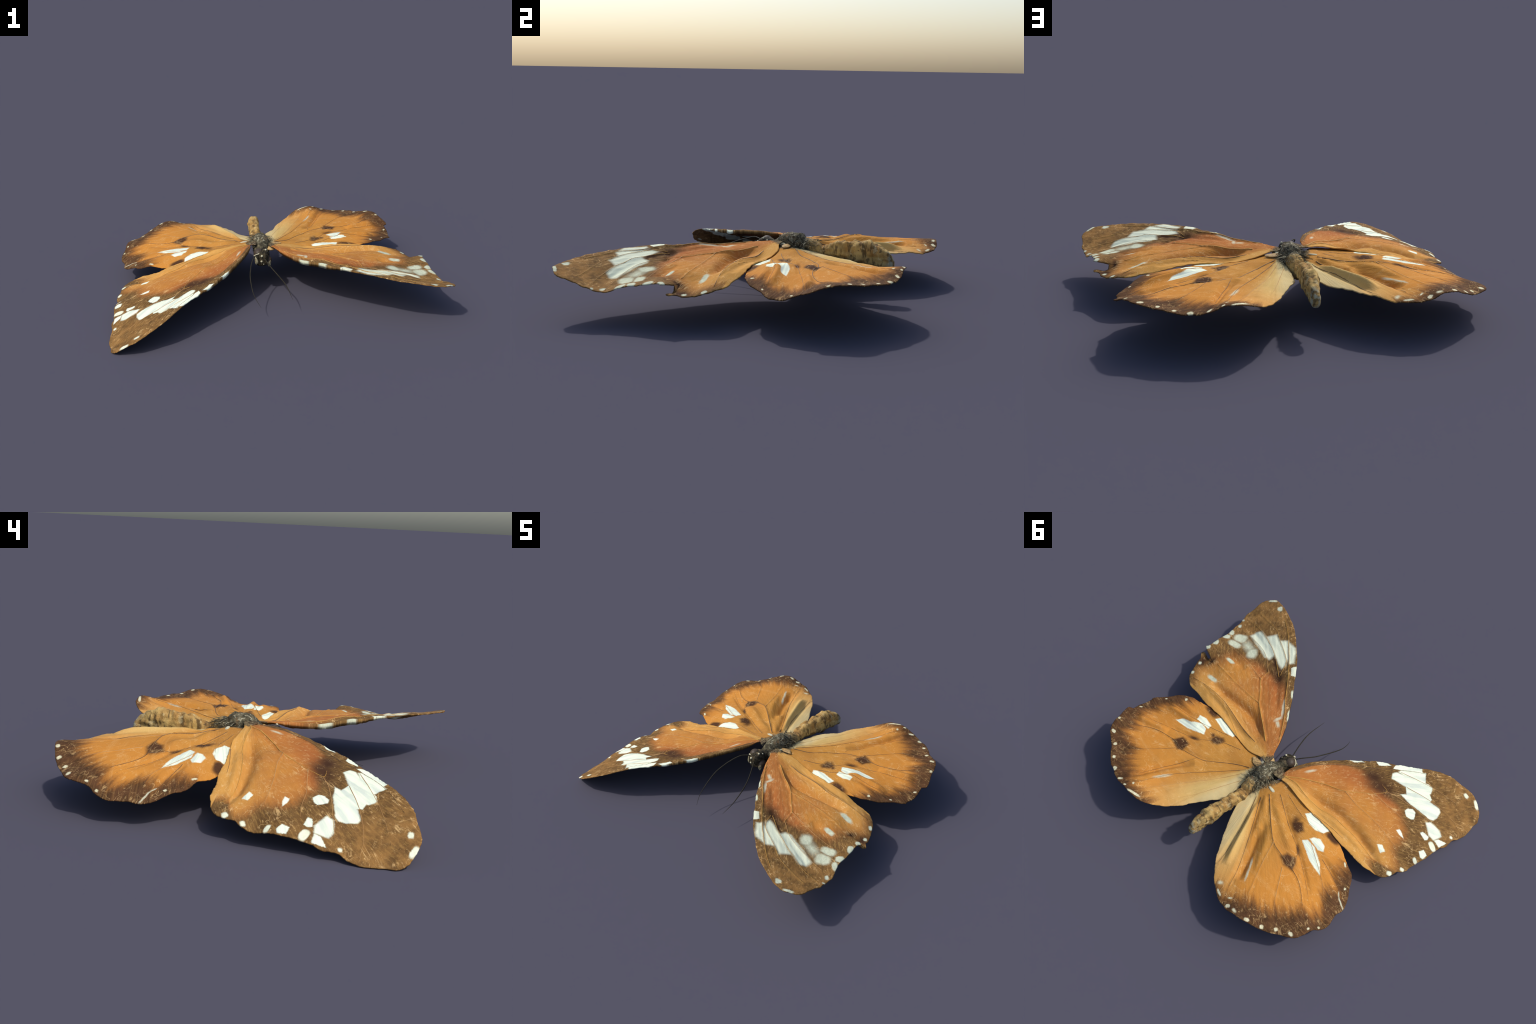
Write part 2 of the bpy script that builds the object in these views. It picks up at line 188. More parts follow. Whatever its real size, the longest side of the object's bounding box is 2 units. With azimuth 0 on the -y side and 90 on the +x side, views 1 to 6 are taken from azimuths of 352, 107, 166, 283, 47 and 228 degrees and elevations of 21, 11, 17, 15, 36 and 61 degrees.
# ---- RH
RH = dict(
  base=(0.074, 0.143),
  form=[(0.399,0.074,0.236), (0.625,0.256,0.234), (0.447,0.191,0.252), (0.500,0.152,0.253), (0.357,0.170,0.245), (0.480,0.350,0.251), (0.462,0.261,0.247), (0.712,0.122,0.226), (0.858,0.517,0.258), (0.803,0.599,0.259), (0.733,0.644,0.246), (0.669,0.701,0.241), (0.605,0.744,0.237), (0.525,0.760,0.247), (0.441,0.726,0.267), (0.465,0.769,0.272), (0.389,0.764,0.267), (0.901,0.423,0.224), (0.814,0.150,0.205), (0.371,0.561,0.252), (0.339,0.338,0.251), (0.651,0.318,0.230), (0.569,0.044,0.226), (0.045,0.120,0.255), (0.030,0.290,0.225), (0.131,0.176,0.248), (0.176,0.204,0.246), (0.216,0.240,0.246), (0.255,0.275,0.246), (0.302,0.303,0.240), (0.396,0.350,0.252), (0.039,0.349,0.214), (0.051,0.394,0.216), (0.075,0.434,0.218), (0.102,0.472,0.214), (0.128,0.512,0.212), (0.152,0.552,0.212), (0.175,0.592,0.214), (0.199,0.632,0.214), (0.227,0.668,0.220), (0.259,0.702,0.226), (0.841,0.207,0.196), (0.862,0.248,0.188), (0.877,0.293,0.186), (0.889,0.339,0.190)],
  rim=[(0.042,0.163), (0.037,0.241), (0.033,0.303), (0.040,0.376), (0.088,0.452), (0.140,0.531), (0.167,0.587), (0.207,0.646), (0.259,0.702), (0.300,0.738), (0.345,0.769), (0.397,0.777), (0.467,0.778), (0.531,0.776), (0.575,0.766), (0.611,0.747), (0.645,0.739), (0.688,0.711), (0.730,0.673), (0.781,0.638), (0.817,0.615), (0.839,0.592), (0.858,0.557), (0.872,0.509), (0.904,0.422), (0.883,0.398), (0.889,0.346), (0.879,0.274), (0.880,0.251), (0.848,0.214), (0.810,0.176), (0.780,0.134), (0.743,0.106), (0.699,0.081), (0.657,0.070), (0.602,0.054), (0.555,0.036), (0.484,0.015), (0.384,0.008), (0.282,0.011), (0.185,0.019), (0.113,0.042), (0.050,0.085), (0.015,0.100), (0.010,0.150)],
  brown=[(0.663,0.065), (0.699,0.141), (0.708,0.186), (0.767,0.209), (0.787,0.268), (0.772,0.308), (0.822,0.344), (0.797,0.418), (0.793,0.455), (0.747,0.454), (0.751,0.507), (0.760,0.542), (0.696,0.555), (0.627,0.565), (0.619,0.614), (0.581,0.649), (0.528,0.661), (0.492,0.673), (0.472,0.714), (0.429,0.738), (0.375,0.726), (0.315,0.725), (0.283,0.721)],
  white=[(0.858,0.517,-134.6,0.0094,0.0095,0.00,0.40),
    (0.804,0.598,-178.2,0.0165,0.0099,0.00,0.30),
    (0.733,0.642,-122.8,0.0127,0.0093,0.00,0.30),
    (0.669,0.699,-130.5,0.0101,0.0101,0.00,0.30),
    (0.606,0.741,-158.5,0.0142,0.0146,0.00,0.30),
    (0.524,0.759,-143.6,0.0179,0.0079,0.00,0.30),
    (0.466,0.768,-149.4,0.0107,0.0054,0.00,0.40),
    (0.440,0.726,-133.9,0.0066,0.0087,0.00,0.50),
    (0.389,0.763,-161.9,0.0486,0.0075,0.00,0.25),
    (0.712,0.121,-133.9,0.0089,0.0099,0.00,0.40),
    (0.811,0.201,-144.3,0.0081,0.0052,0.00,0.50),
    (0.868,0.354,-134.1,0.0104,0.0053,0.00,0.50)],
  dark=[(0.395,0.166,-127.7,0.0114,0.0131,0.00,0.90),
    (0.458,0.264,-154.4,0.0300,0.0102,0.00,0.80),
    (0.537,0.058,176.2,0.0555,0.0238,0.20,0.50)],
  pale=[(0.376,0.568,-121.6,0.0431,0.0073,0.00,0.70)],
  panes=[
    (.004, [(0.475,0.078), (0.461,0.046), (0.446,0.009), (0.323,0.025), (0.318,0.082), (0.375,0.098)]),
    (.004, [(0.630,0.258), (0.606,0.228), (0.536,0.210), (0.497,0.227), (0.535,0.247)]),
    (.004, [(0.558,0.222), (0.498,0.170), (0.458,0.175), (0.438,0.204), (0.505,0.235)]),
    (.004, [(0.544,0.167), (0.551,0.139), (0.510,0.127), (0.457,0.135), (0.453,0.159)]),
  ],
  blots=[
    (.011, [(0.531,0.367), (0.501,0.311), (0.442,0.316), (0.439,0.367), (0.464,0.387)]),
    (.014, [(0.387,0.190), (0.383,0.158), (0.341,0.133), (0.322,0.141), (0.329,0.187), (0.355,0.202)]),
  ],
  folds=[
    (-.008, .014, [(0.084,0.149), (0.171,0.200), (0.266,0.283), (0.333,0.329), (0.449,0.366), (0.587,0.374)]),
    (-.006, .013, [(0.315,0.154), (0.387,0.205), (0.437,0.253), (0.489,0.277), (0.608,0.322)]),
    (.006, .02, [(0.281,0.146), (0.383,0.246), (0.483,0.311)]),
    (-.020, .024, [(0.320,0.370), (0.380,0.450), (0.440,0.570), (0.500,0.700)]),
    (.018, .025, [(0.500,0.180), (0.640,0.210), (0.760,0.220)]),
    (.018, .024, [(0.600,0.350), (0.730,0.395), (0.820,0.410)]),
    (-.007, .02, [(0.068,0.214), (0.208,0.389), (0.339,0.568), (0.418,0.713)]),
    (.006, .02, [(0.061,0.257), (0.167,0.422), (0.290,0.607)]),
    (-.008, .015, [(0.533,0.176), (0.677,0.196), (0.785,0.225)]),
    (.007, .02, [(0.488,0.123), (0.597,0.147), (0.713,0.160)]),
  ],
  veins=[
    ('D', 2.4, [(0.084,0.149), (0.171,0.200), (0.266,0.283), (0.333,0.329), (0.449,0.366), (0.528,0.362), (0.641,0.391), (0.731,0.444), (0.785,0.509)]),
    ('D', 1.6, [(0.211,0.108), (0.311,0.150), (0.387,0.205), (0.437,0.253), (0.489,0.277), (0.608,0.322), (0.730,0.368), (0.856,0.403)]),
    ('D', 1.6, [(0.338,0.347), (0.387,0.444), (0.441,0.557), (0.489,0.661)]),
    ('D', 1.3, [(0.471,0.392), (0.542,0.481), (0.618,0.565)]),
    ('D', 1.6, [(0.084,0.171), (0.222,0.341), (0.336,0.499), (0.389,0.598), (0.423,0.676), (0.469,0.743)]),
    ('P', 1.3, [(0.074,0.187), (0.230,0.442), (0.316,0.586), (0.389,0.715)]),
    ('D', 1.5, [(0.339,0.098), (0.392,0.120), (0.533,0.176), (0.677,0.196), (0.746,0.210)]),
    ('P', 1.3, [(0.058,0.238), (0.145,0.441), (0.208,0.568)]),
  ])

# ------------------------------------------------------------------ maths helpers
class Membrane:
    """Smooth sheet through scattered control points (thin plate)."""
    def __init__(self, pts, stiff=6e-4):
        p = np.array(pts, float)
        self.X = p[:, :2]
        n = len(p)
        A = np.zeros((n + 3, n + 3))
        A[:n, :n] = self.kern(self.X) + stiff * np.eye(n)
        A[:n, n] = 1
        A[:n, n + 1:] = self.X
        A[n, :n] = 1
        A[n + 1:, :n] = self.X.T
        self.w = np.linalg.solve(A, np.r_[p[:, 2], 0, 0, 0])

    def kern(self, Q):
        r = np.linalg.norm(Q[:, None] - self.X[None], axis=-1)
        return np.where(r > 0, r * r * np.log(r + 1e-12), 0)

    def __call__(self, Q):
        Q = np.atleast_2d(Q)
        n = len(self.X)
        return self.kern(Q) @ self.w[:n] + self.w[n] + Q @ self.w[n + 1:]


def spline(pts, step, closed=False):
    """Centripetal-ish Catmull-Rom through the control points, resampled every `step`."""
    p = np.array(pts, float)
    n = len(p)
    out = []
    segs = n if closed else n - 1
    for i in range(segs):
        if closed:
            a, b, c, d = p[i - 1], p[i], p[(i + 1) % n], p[(i + 2) % n]
        else:
            b, c = p[i], p[i + 1]
            a = p[i - 1] if i else 2 * b - c
            d = p[i + 2] if i + 2 < n else 2 * c - b
        k = max(2, int(np.ceil(np.linalg.norm(c - b) / step)))
        t = np.arange(k)[:, None] / k
        out.append(.5 * (2 * b + (c - a) * t + (2 * a - 5 * b + 4 * c - d) * t ** 2 + (3 * b - a - 3 * c + d) * t ** 3))
    if not closed:
        out.append(p[-1:])
    return np.vstack(out)


def seg_dist(Q, line):
    """Distance from points Q to a polyline, and the fraction along it."""
    best = np.full(len(Q), 9.)
    frac = np.zeros(len(Q))
    n = len(line) - 1
    for i in range(n):
        a, b = line[i], line[i + 1]
        ab = b - a
        t = np.clip(((Q - a) @ ab) / (ab @ ab + 1e-12), 0, 1)
        d = np.linalg.norm(Q - a - t[:, None] * ab, axis=1)
        m = d < best
        best[m] = d[m]
        frac[m] = (i + t[m]) / n
    return best, frac


def smooth_noise(x, seed, octaves=3):
    """1-D value made of sines with random phases; periodic in x with period 1."""
    r = np.random.default_rng(seed)
    y = np.zeros_like(x)
    for o in range(octaves):
        for _ in range(4):
            f = r.integers(6 * 3 ** o, 18 * 3 ** o)
            y += np.sin(2 * np.pi * (f * x + r.random())) / (4 * 1.7 ** o)
    return y


def wobble(Q, seed, scale):
    """2-D smooth noise made of random plane waves, about -1..1."""
    r = np.random.default_rng(seed)
    y = np.zeros(len(Q))
    for _ in range(12):
        k = r.normal(size=2) * scale
        y += np.sin(Q @ k + r.random() * 6.28)
    return y / 4


def inside(Q, poly):
    x, y = Q[:, 0], Q[:, 1]
    c = np.zeros(len(Q), bool)
    for i in range(len(poly)):
        (x0, y0), (x1, y1) = poly[i - 1], poly[i]
        if y0 == y1:
            continue
        c ^= ((y0 > y) != (y1 > y)) & (x < (x1 - x0) * (y - y0) / (y1 - y0) + x0)
    return c


def new_object(name, verts, faces, mat, parent=None, smooth=True):
    me = bpy.data.meshes.new(name)
    me.from_pydata([tuple(v) for v in verts], [], [tuple(f) for f in faces])
    me.update()
    if smooth:
        me.polygons.foreach_set("use_smooth", [True] * len(me.polygons))
    ob = bpy.data.objects.new(name, me)
    bpy.context.scene.collection.objects.link(ob)
    if mat:
        me.materials.append(mat)
    if parent:
        ob.parent = parent
    return ob


# ------------------------------------------------------------------ node helpers
class Nodes:
    def __init__(self, name):
        self.mat = bpy.data.materials.new(name)
        self.mat.use_nodes = True
        self.t = self.mat.node_tree
        self.t.nodes.clear()

    def new(self, kind, **kw):
        n = self.t.nodes.new(kind)
        for k, v in kw.items():
            setattr(n, k, v)
        return n

    def put(self, sock, v):
        if isinstance(v, bpy.types.NodeSocket):
            self.t.links.new(v, sock)
        elif v is not None:
            sock.default_value = v

    def math(self, op, a, b=None, c=None, clamp=False):
        n = self.new("ShaderNodeMath", operation=op, use_clamp=clamp)
        for i, v in enumerate((a, b, c)):
            self.put(n.inputs[i], v)
        return n.outputs[0]

    def vmath(self, op, a, b=None, scale=None):
        n = self.new("ShaderNodeVectorMath", operation=op)
        self.put(n.inputs[0], a)
        if b is not None:
            self.put(n.inputs[1], b)
        if scale is not None:
            self.put(n.inputs["Scale"], scale)
        return n.outputs["Value"] if op in ("LENGTH", "DOT_PRODUCT", "DISTANCE") else n.outputs[0]

    def new_smax(self, a, b, k):
        return self.math("SMOOTH_MAX", a, b, k)

    def step(self, v, lo, hi, a=0., b=1.):
        n = self.new("ShaderNodeMapRange", interpolation_type="SMOOTHSTEP")
        self.put(n.inputs[0], v)
        for i, q in enumerate((lo, hi, a, b)):
            self.put(n.inputs[i + 1], q)
        return n.outputs[0]

    def noise(self, vec, scale, detail=3., rough=.55, out=0, dist=0.):
        n = self.new("ShaderNodeTexNoise")
        self.put(n.inputs["Vector"], vec)
        n.inputs["Scale"].default_value = scale
        n.inputs["Detail"].default_value = detail
        n.inputs["Roughness"].default_value = rough
        n.inputs["Distortion"].default_value = dist
        return n.outputs[out]

    def mix(self, f, a, b, blend="MIX"):
        n = self.new("ShaderNodeMix", data_type="RGBA", blend_type=blend)
        self.put(n.inputs[0], f)
        for s, v in ((n.inputs[6], a), (n.inputs[7], b)):
            self.put(s, (*v, 1.) if isinstance(v, tuple) and len(v) == 3 else v)
        return n.outputs[2]

    def curve(self, v, pts):
        n = self.new("ShaderNodeFloatCurve")
        self.put(n.inputs["Value"], v)
        c = n.mapping.curves[0]
        n.mapping.use_clip = False
        c.points[0].location = pts[0]
        c.points[1].location = pts[-1]
        for p in pts[1:-1]:
            c.points.new(*p)
        for p in c.points:
            p.handle_type = "VECTOR"
        n.mapping.update()
        return n.outputs[0]

    def finish(self, colour, rough=.7, bump=None, strength=.3, dist=.002, spec=.3, **kw):
        b = self.new("ShaderNodeBsdfPrincipled")
        self.put(b.inputs["Base Color"], (*colour, 1.) if isinstance(colour, tuple) else colour)
        self.put(b.inputs["Roughness"], rough)
        b.inputs["Specular IOR Level"].default_value = spec
        for k, v in kw.items():
            self.put(b.inputs[k], v)
        if bump is not None:
            n = self.new("ShaderNodeBump")
            n.inputs["Strength"].default_value = strength
            n.inputs["Distance"].default_value = dist
            self.put(n.inputs["Height"], bump)
            self.t.links.new(n.outputs[0], b.inputs["Normal"])
        o = self.new("ShaderNodeOutputMaterial")
        self.t.links.new(b.outputs[0], o.inputs[0])
        return self.mat


def patch_group():
    """Node group: soft tapered super-ellipse mark in the wing plane."""
    g = bpy.data.node_groups.new("wing_mark", "ShaderNodeTree")
    for nm, kind in (("P", "NodeSocketVector"), ("Centre", "NodeSocketVector"), ("Angle", "NodeSocketFloat"), ("Length", "NodeSocketFloat"),
                     ("Width", "NodeSocketFloat"), ("Taper", "NodeSocketFloat"), ("Soft", "NodeSocketFloat")):
        g.interface.new_socket(nm, in_out="INPUT", socket_type=kind)
    g.interface.new_socket("Mask", in_out="OUTPUT", socket_type="NodeSocketFloat")
    h = Nodes.__new__(Nodes)
    h.t = g
    i, o = h.new("NodeGroupInput"), h.new("NodeGroupOutput")
    d = h.vmath("SUBTRACT", i.outputs["P"], i.outputs["Centre"])
    r = h.new("ShaderNodeVectorRotate", rotation_type="Z_AXIS")
    h.put(r.inputs["Vector"], d)
    h.put(r.inputs["Angle"], h.math("MULTIPLY", i.outputs["Angle"], -1.))
    s = h.new("ShaderNodeSeparateXYZ")
    h.put(s.inputs[0], r.outputs[0])
    u = h.math("DIVIDE", s.outputs[0], i.outputs["Length"])
    wid = h.math("MULTIPLY", i.outputs["Width"], h.math("MULTIPLY_ADD", h.math("MAXIMUM", h.math("MINIMUM", u, 1.), -1.), i.outputs["Taper"], 1.))
    v = h.math("DIVIDE", s.outputs[1], wid)
    e = h.math("ADD", h.math("POWER", h.math("ABSOLUTE", u), 2.8), h.math("POWER", h.math("ABSOLUTE", v), 2.8))
    e = h.math("POWER", e, 1 / 2.8)
    m = h.step(e, h.math("SUBTRACT", 1., i.outputs["Soft"]), h.math("ADD", 1., i.outputs["Soft"]), 1., 0.)
    h.put(o.inputs[0], m)
    return g


MARK = patch_group()


def marks(n, P, lst):
    acc = None
    for (x, y, ang, L, W, tp, so) in lst:
        k = n.new("ShaderNodeGroup")
        k.node_tree = MARK
        n.put(k.inputs["P"], P)
        for nm, v in (("Centre", (x, y, 0.)), ("Angle", math.radians(ang)), ("Length", L), ("Width", W), ("Taper", tp), ("Soft", so)):
            k.inputs[nm].default_value = v
        acc = k.outputs[0] if acc is None else n.math("MAXIMUM", acc, k.outputs[0])
    return acc


def hull(pts):
    """convex outline of a few points, counter-clockwise"""
    p = sorted(set(pts))
    def half(q):
        h = []
        for a in q:
            while len(h) > 1 and (h[-1][0] - h[-2][0]) * (a[1] - h[-2][1]) - (h[-1][1] - h[-2][1]) * (a[0] - h[-2][0]) <= 0:
                h.pop()
            h.append(a)
        return h[:-1]
    return half(p) + half(p[::-1])


def panes(n, P, lst):
    """angular marks bounded by straight edges (the cells between veins): signed distance to each edge"""
    acc = None
    for soft, pts in lst:
        h = hull(pts)
        d = None
        for i in range(len(h)):
            (x0, y0), (x1, y1) = h[i - 1], h[i]
            L = math.hypot(x1 - x0, y1 - y0)
            if L < 1e-4:
                continue
            nx, ny = (y1 - y0) / L, -(x1 - x0) / L
            e = n.math("SUBTRACT", n.vmath("DOT_PRODUCT", P, (nx, ny, 0.)), nx * x0 + ny * y0)
            d = e if d is None else n.new_smax(d, e, .0035)
        m = n.step(d, .003 - soft, .003 + soft, 1., 0.)
        acc = m if acc is None else n.math("MAXIMUM", acc, m)
    return acc


# ------------------------------------------------------------------ wing material
def wing_material(name, W, look):
    n = Nodes(name)
    P0 = n.new("ShaderNodeTexCoord").outputs["Object"]
    flat = n.vmath("MULTIPLY", P0, (1., 1., 0.))
    # frayed coordinates: scales do not end on a clean line
    j1 = n.vmath("SUBTRACT", n.noise(flat, 55., 2., out=1), (.5, .5, .5))
    j2 = n.vmath("SUBTRACT", n.noise(flat, 260., 2., out=1), (.5, .5, .5))
    P = n.vmath("ADD", flat, n.vmath("SCALE", j1, scale=look.get("fray", .007)))
    P = n.vmath("ADD", P, n.vmath("SCALE", j2, scale=.006))
    P = n.vmath("MULTIPLY", P, (1., 1., 0.))
    # polar coordinates about the wing root, zero along the middle of the wing
    bx, by = W["base"]
    mid = look["mid"]
    rot = n.new("ShaderNodeVectorRotate", rotation_type="Z_AXIS")
    n.put(rot.inputs["Vector"], n.vmath("SUBTRACT", flat, (bx, by, 0.)))
    rot.inputs["Angle"].default_value = -mid
    s = n.new("ShaderNodeSeparateXYZ")
    n.put(s.inputs[0], rot.outputs[0])
    theta = n.math("ARCTAN2", s.outputs[1], s.outputs[0])
    th = n.math("MULTIPLY_ADD", theta, 1 / (2 * math.pi), .5)
    rad = n.vmath("LENGTH", rot.outputs[0])
    comb = n.new("ShaderNodeCombineXYZ")
    n.put(comb.inputs[0], n.math("MULTIPLY", theta, 1.))
    n.put(comb.inputs[1], n.math("MULTIPLY", rad, .12))
    ray = comb.outputs[0]                                     # stretched along the veins

    def angle01(x, y):
        a = math.atan2(y - by, x - bx) - mid
        return (math.atan2(math.sin(a), math.cos(a))) / (2 * math.pi) + .5

    # brown margin: from an inner border r(theta) out to the rim
    pts = sorted((angle01(*q), math.hypot(q[0] - bx, q[1] - by) / 1.3) for q in W["brown"])
    keep = [pts[0]]
    for p in pts[1:]:
        if p[0] - keep[-1][0] > .0015:
            keep.append(p)
    lo = [(0., look["ends"][0]), (keep[0][0] - .012, look["ends"][0])]
    hi = [(keep[-1][0] + .012, look["ends"][1]), (1., look["ends"][1])]
    border = n.math("MULTIPLY", n.curve(th, lo + keep + hi), 1.3)
    streak = n.math("SUBTRACT", n.noise(ray, 26., 4., .6), .5)
    grain = n.math("SUBTRACT", n.noise(flat, 130., 4., .65), .5)
    d = n.math("SUBTRACT", rad, border)
    d = n.math("ADD", d, n.math("MULTIPLY", streak, look["streak"]))
    d = n.math("ADD", d, n.math("MULTIPLY", grain, .05))
    brown = n.step(d, -look["soft"], look["soft"])

    # ground colour
    big = n.noise(flat, 5., 3.)
    col = n.mix(n.step(big, .35, .7), look["orange"], look["orange2"])
    for (a0, a1, c, amt) in look["sectors"]:
        w = n.math("ADD", theta, n.math("MULTIPLY", streak, .12))
        col = n.mix(n.math("MULTIPLY", n.step(w, a0, a1), amt), col, c)
    if "rust" in W:
        col = n.mix(n.math("MULTIPLY", marks(n, P, W["rust"]), .75), col, look["rust"])
    if look.get("outer"):
        r0, r1, c, amt = look["outer"]
        col = n.mix(n.math("MULTIPLY", n.step(rad, r0, r1), amt), col, c)
    # faint darker rays between the veins
    rays = n.step(n.noise(ray, 14., 3., .6), .55, .8)
    col = n.mix(n.math("MULTIPLY", rays, .38), col, look["shade"])
    mott = n.step(n.noise(n.vmath("ADD", n.vmath("SCALE", flat, scale=.6), n.vmath("SCALE", ray, scale=.5)), 48., 5., .7), .50, .72)
    col = n.mix(n.math("MULTIPLY", mott, look["mottle"]), col, look["scuff"])
    # margin colour, with ochre grains where scales rubbed off
    mcol = n.mix(n.step(n.noise(flat, 22., 3.), .35, .7), look["brown"], look["brown2"])
    rub = n.step(n.noise(n.vmath("ADD", n.vmath("SCALE", flat, scale=.45), n.vmath("SCALE", ray, scale=.8)), 85., 5., .72), .46, .66)
    mcol = n.mix(n.math("MULTIPLY", rub, look["rub"]), mcol, look["ochre"])
    if look.get("apex"):
        r0, r1, c, amt = look["apex"]
        tip = n.math("MULTIPLY", n.step(rad, r0, r1), n.step(n.noise(flat, 16., 4., .65), .3, .7))
        mcol = n.mix(n.math("MULTIPLY", tip, amt), mcol, c)
    halo = n.step(d, -look["halo"], look["soft"] * .6)
    col = n.mix(n.math("MULTIPLY", halo, .75), col, look["ember"])
    col = n.mix(n.math("MULTIPLY", brown, .96), col, mcol)
    # dark blots
    if "dark" in W:
        dk = marks(n, P, W["dark"])
        dk = n.math("MAXIMUM", dk, panes(n, P, W["blots"])) if "blots" in W else dk
        col = n.mix(n.math("MULTIPLY", dk, .97), col, look["blot"])
    # fine pale scratches: thin contour lines of noise, in patches, and rubbed streaks along the veins
    scr = None
    for (src, sc, wdt, lo_, seed, cl) in ((flat, 18., .014, .48, 3., 6.), (flat, 40., .026, .56, 11., 9.), (flat, 75., .04, .58, 23., 12.),
                                          (ray, 40., .05, .54, 5., 14.), (ray, 85., .07, .57, 9., 26.)):
        q = n.vmath("ADD", src, (seed, seed * 1.7, 0.))
        k = n.math("ABSOLUTE", n.math("SUBTRACT", n.noise(q, sc, 2., .5, dist=.5), .5))
        k = n.math("MULTIPLY", n.step(k, 0., wdt, 1., 0.), n.step(n.noise(n.vmath("ADD", flat, (seed, 0., 0.)), cl, 4., .65), lo_, lo_ + .12))
        scr = k if scr is None else n.math("MAXIMUM", scr, k)
    col = n.mix(n.math("MULTIPLY", scr, look["scratch"]), col, look["scuff"])
    fleck = n.step(n.noise(flat, 210., 3., .6), .62, .72)
    fleck = n.math("MULTIPLY", fleck, n.step(n.noise(flat, 9., 2.), .42, .62))
    col = n.mix(n.math("MULTIPLY", fleck, .45), col, look["scuff"])
    # soot-like hair near the root
    soot = n.math("ADD", s.outputs[0], n.math("MULTIPLY", n.math("SUBTRACT", n.noise(flat, 70., 4., .65), .5), .07))
    felt = n.mix(n.step(n.noise(flat, 95., 4., .6), .42, .65), (.045, .040, .028), (.22, .185, .105))
    col = n.mix(n.step(soot, -.014, .012, .92, 0.), col, felt)
    # white windows
    if "white" in W:
        W = dict(W, white=[(x, y, a, L * look["dots"], w * look["dots"], t, so) for (x, y, a, L, w, t, so) in W["white"]])
        wm = marks(n, P, W["white"])
        col = n.mix(wm, col, n.mix(n.step(n.noise(flat, 60., 3., .6), .3, .7), look["spot"], look["spot2"]))
        wcol = n.mix(n.step(n.noise(ray, 30., 3.), .4, .65), look["white"], look["white2"])
        if "panes" in W:
            col = n.mix(panes(n, P, W["panes"]), col, wcol)
    if "pale" in W:
        col = n.mix(n.math("MULTIPLY", marks(n, P, W["pale"]), .8), col, look["palec"])
    # scale-powder grain
    powder = n.noise(flat, 420., 2., .6)
    col = n.mix(.16, col, n.mix(n.step(powder, .3, .7), (.25, .25, .25), (.9, .9, .9)), "SOFT_LIGHT")
    hgt = n.math("ADD", n.math("MULTIPLY", n.noise(flat, 160., 4., .6), .6), n.math("MULTIPLY", n.noise(ray, 34., 3.), 1.2))
    return n.finish(col, .8, hgt, .5, .004, .08)


def vein_material(name, c0, c1):
    n = Nodes(name)
    P = n.new("ShaderNodeTexCoord").outputs["Object"]
    col = n.mix(n.step(n.noise(P, 18., 3.), .35, .65), c0, c1)
    return n.finish(col, .55, n.noise(P, 150., 3.), .3, .001, .4)


# ------------------------------------------------------------------ wing geometry
SPACING, THICK = .0065, .0068


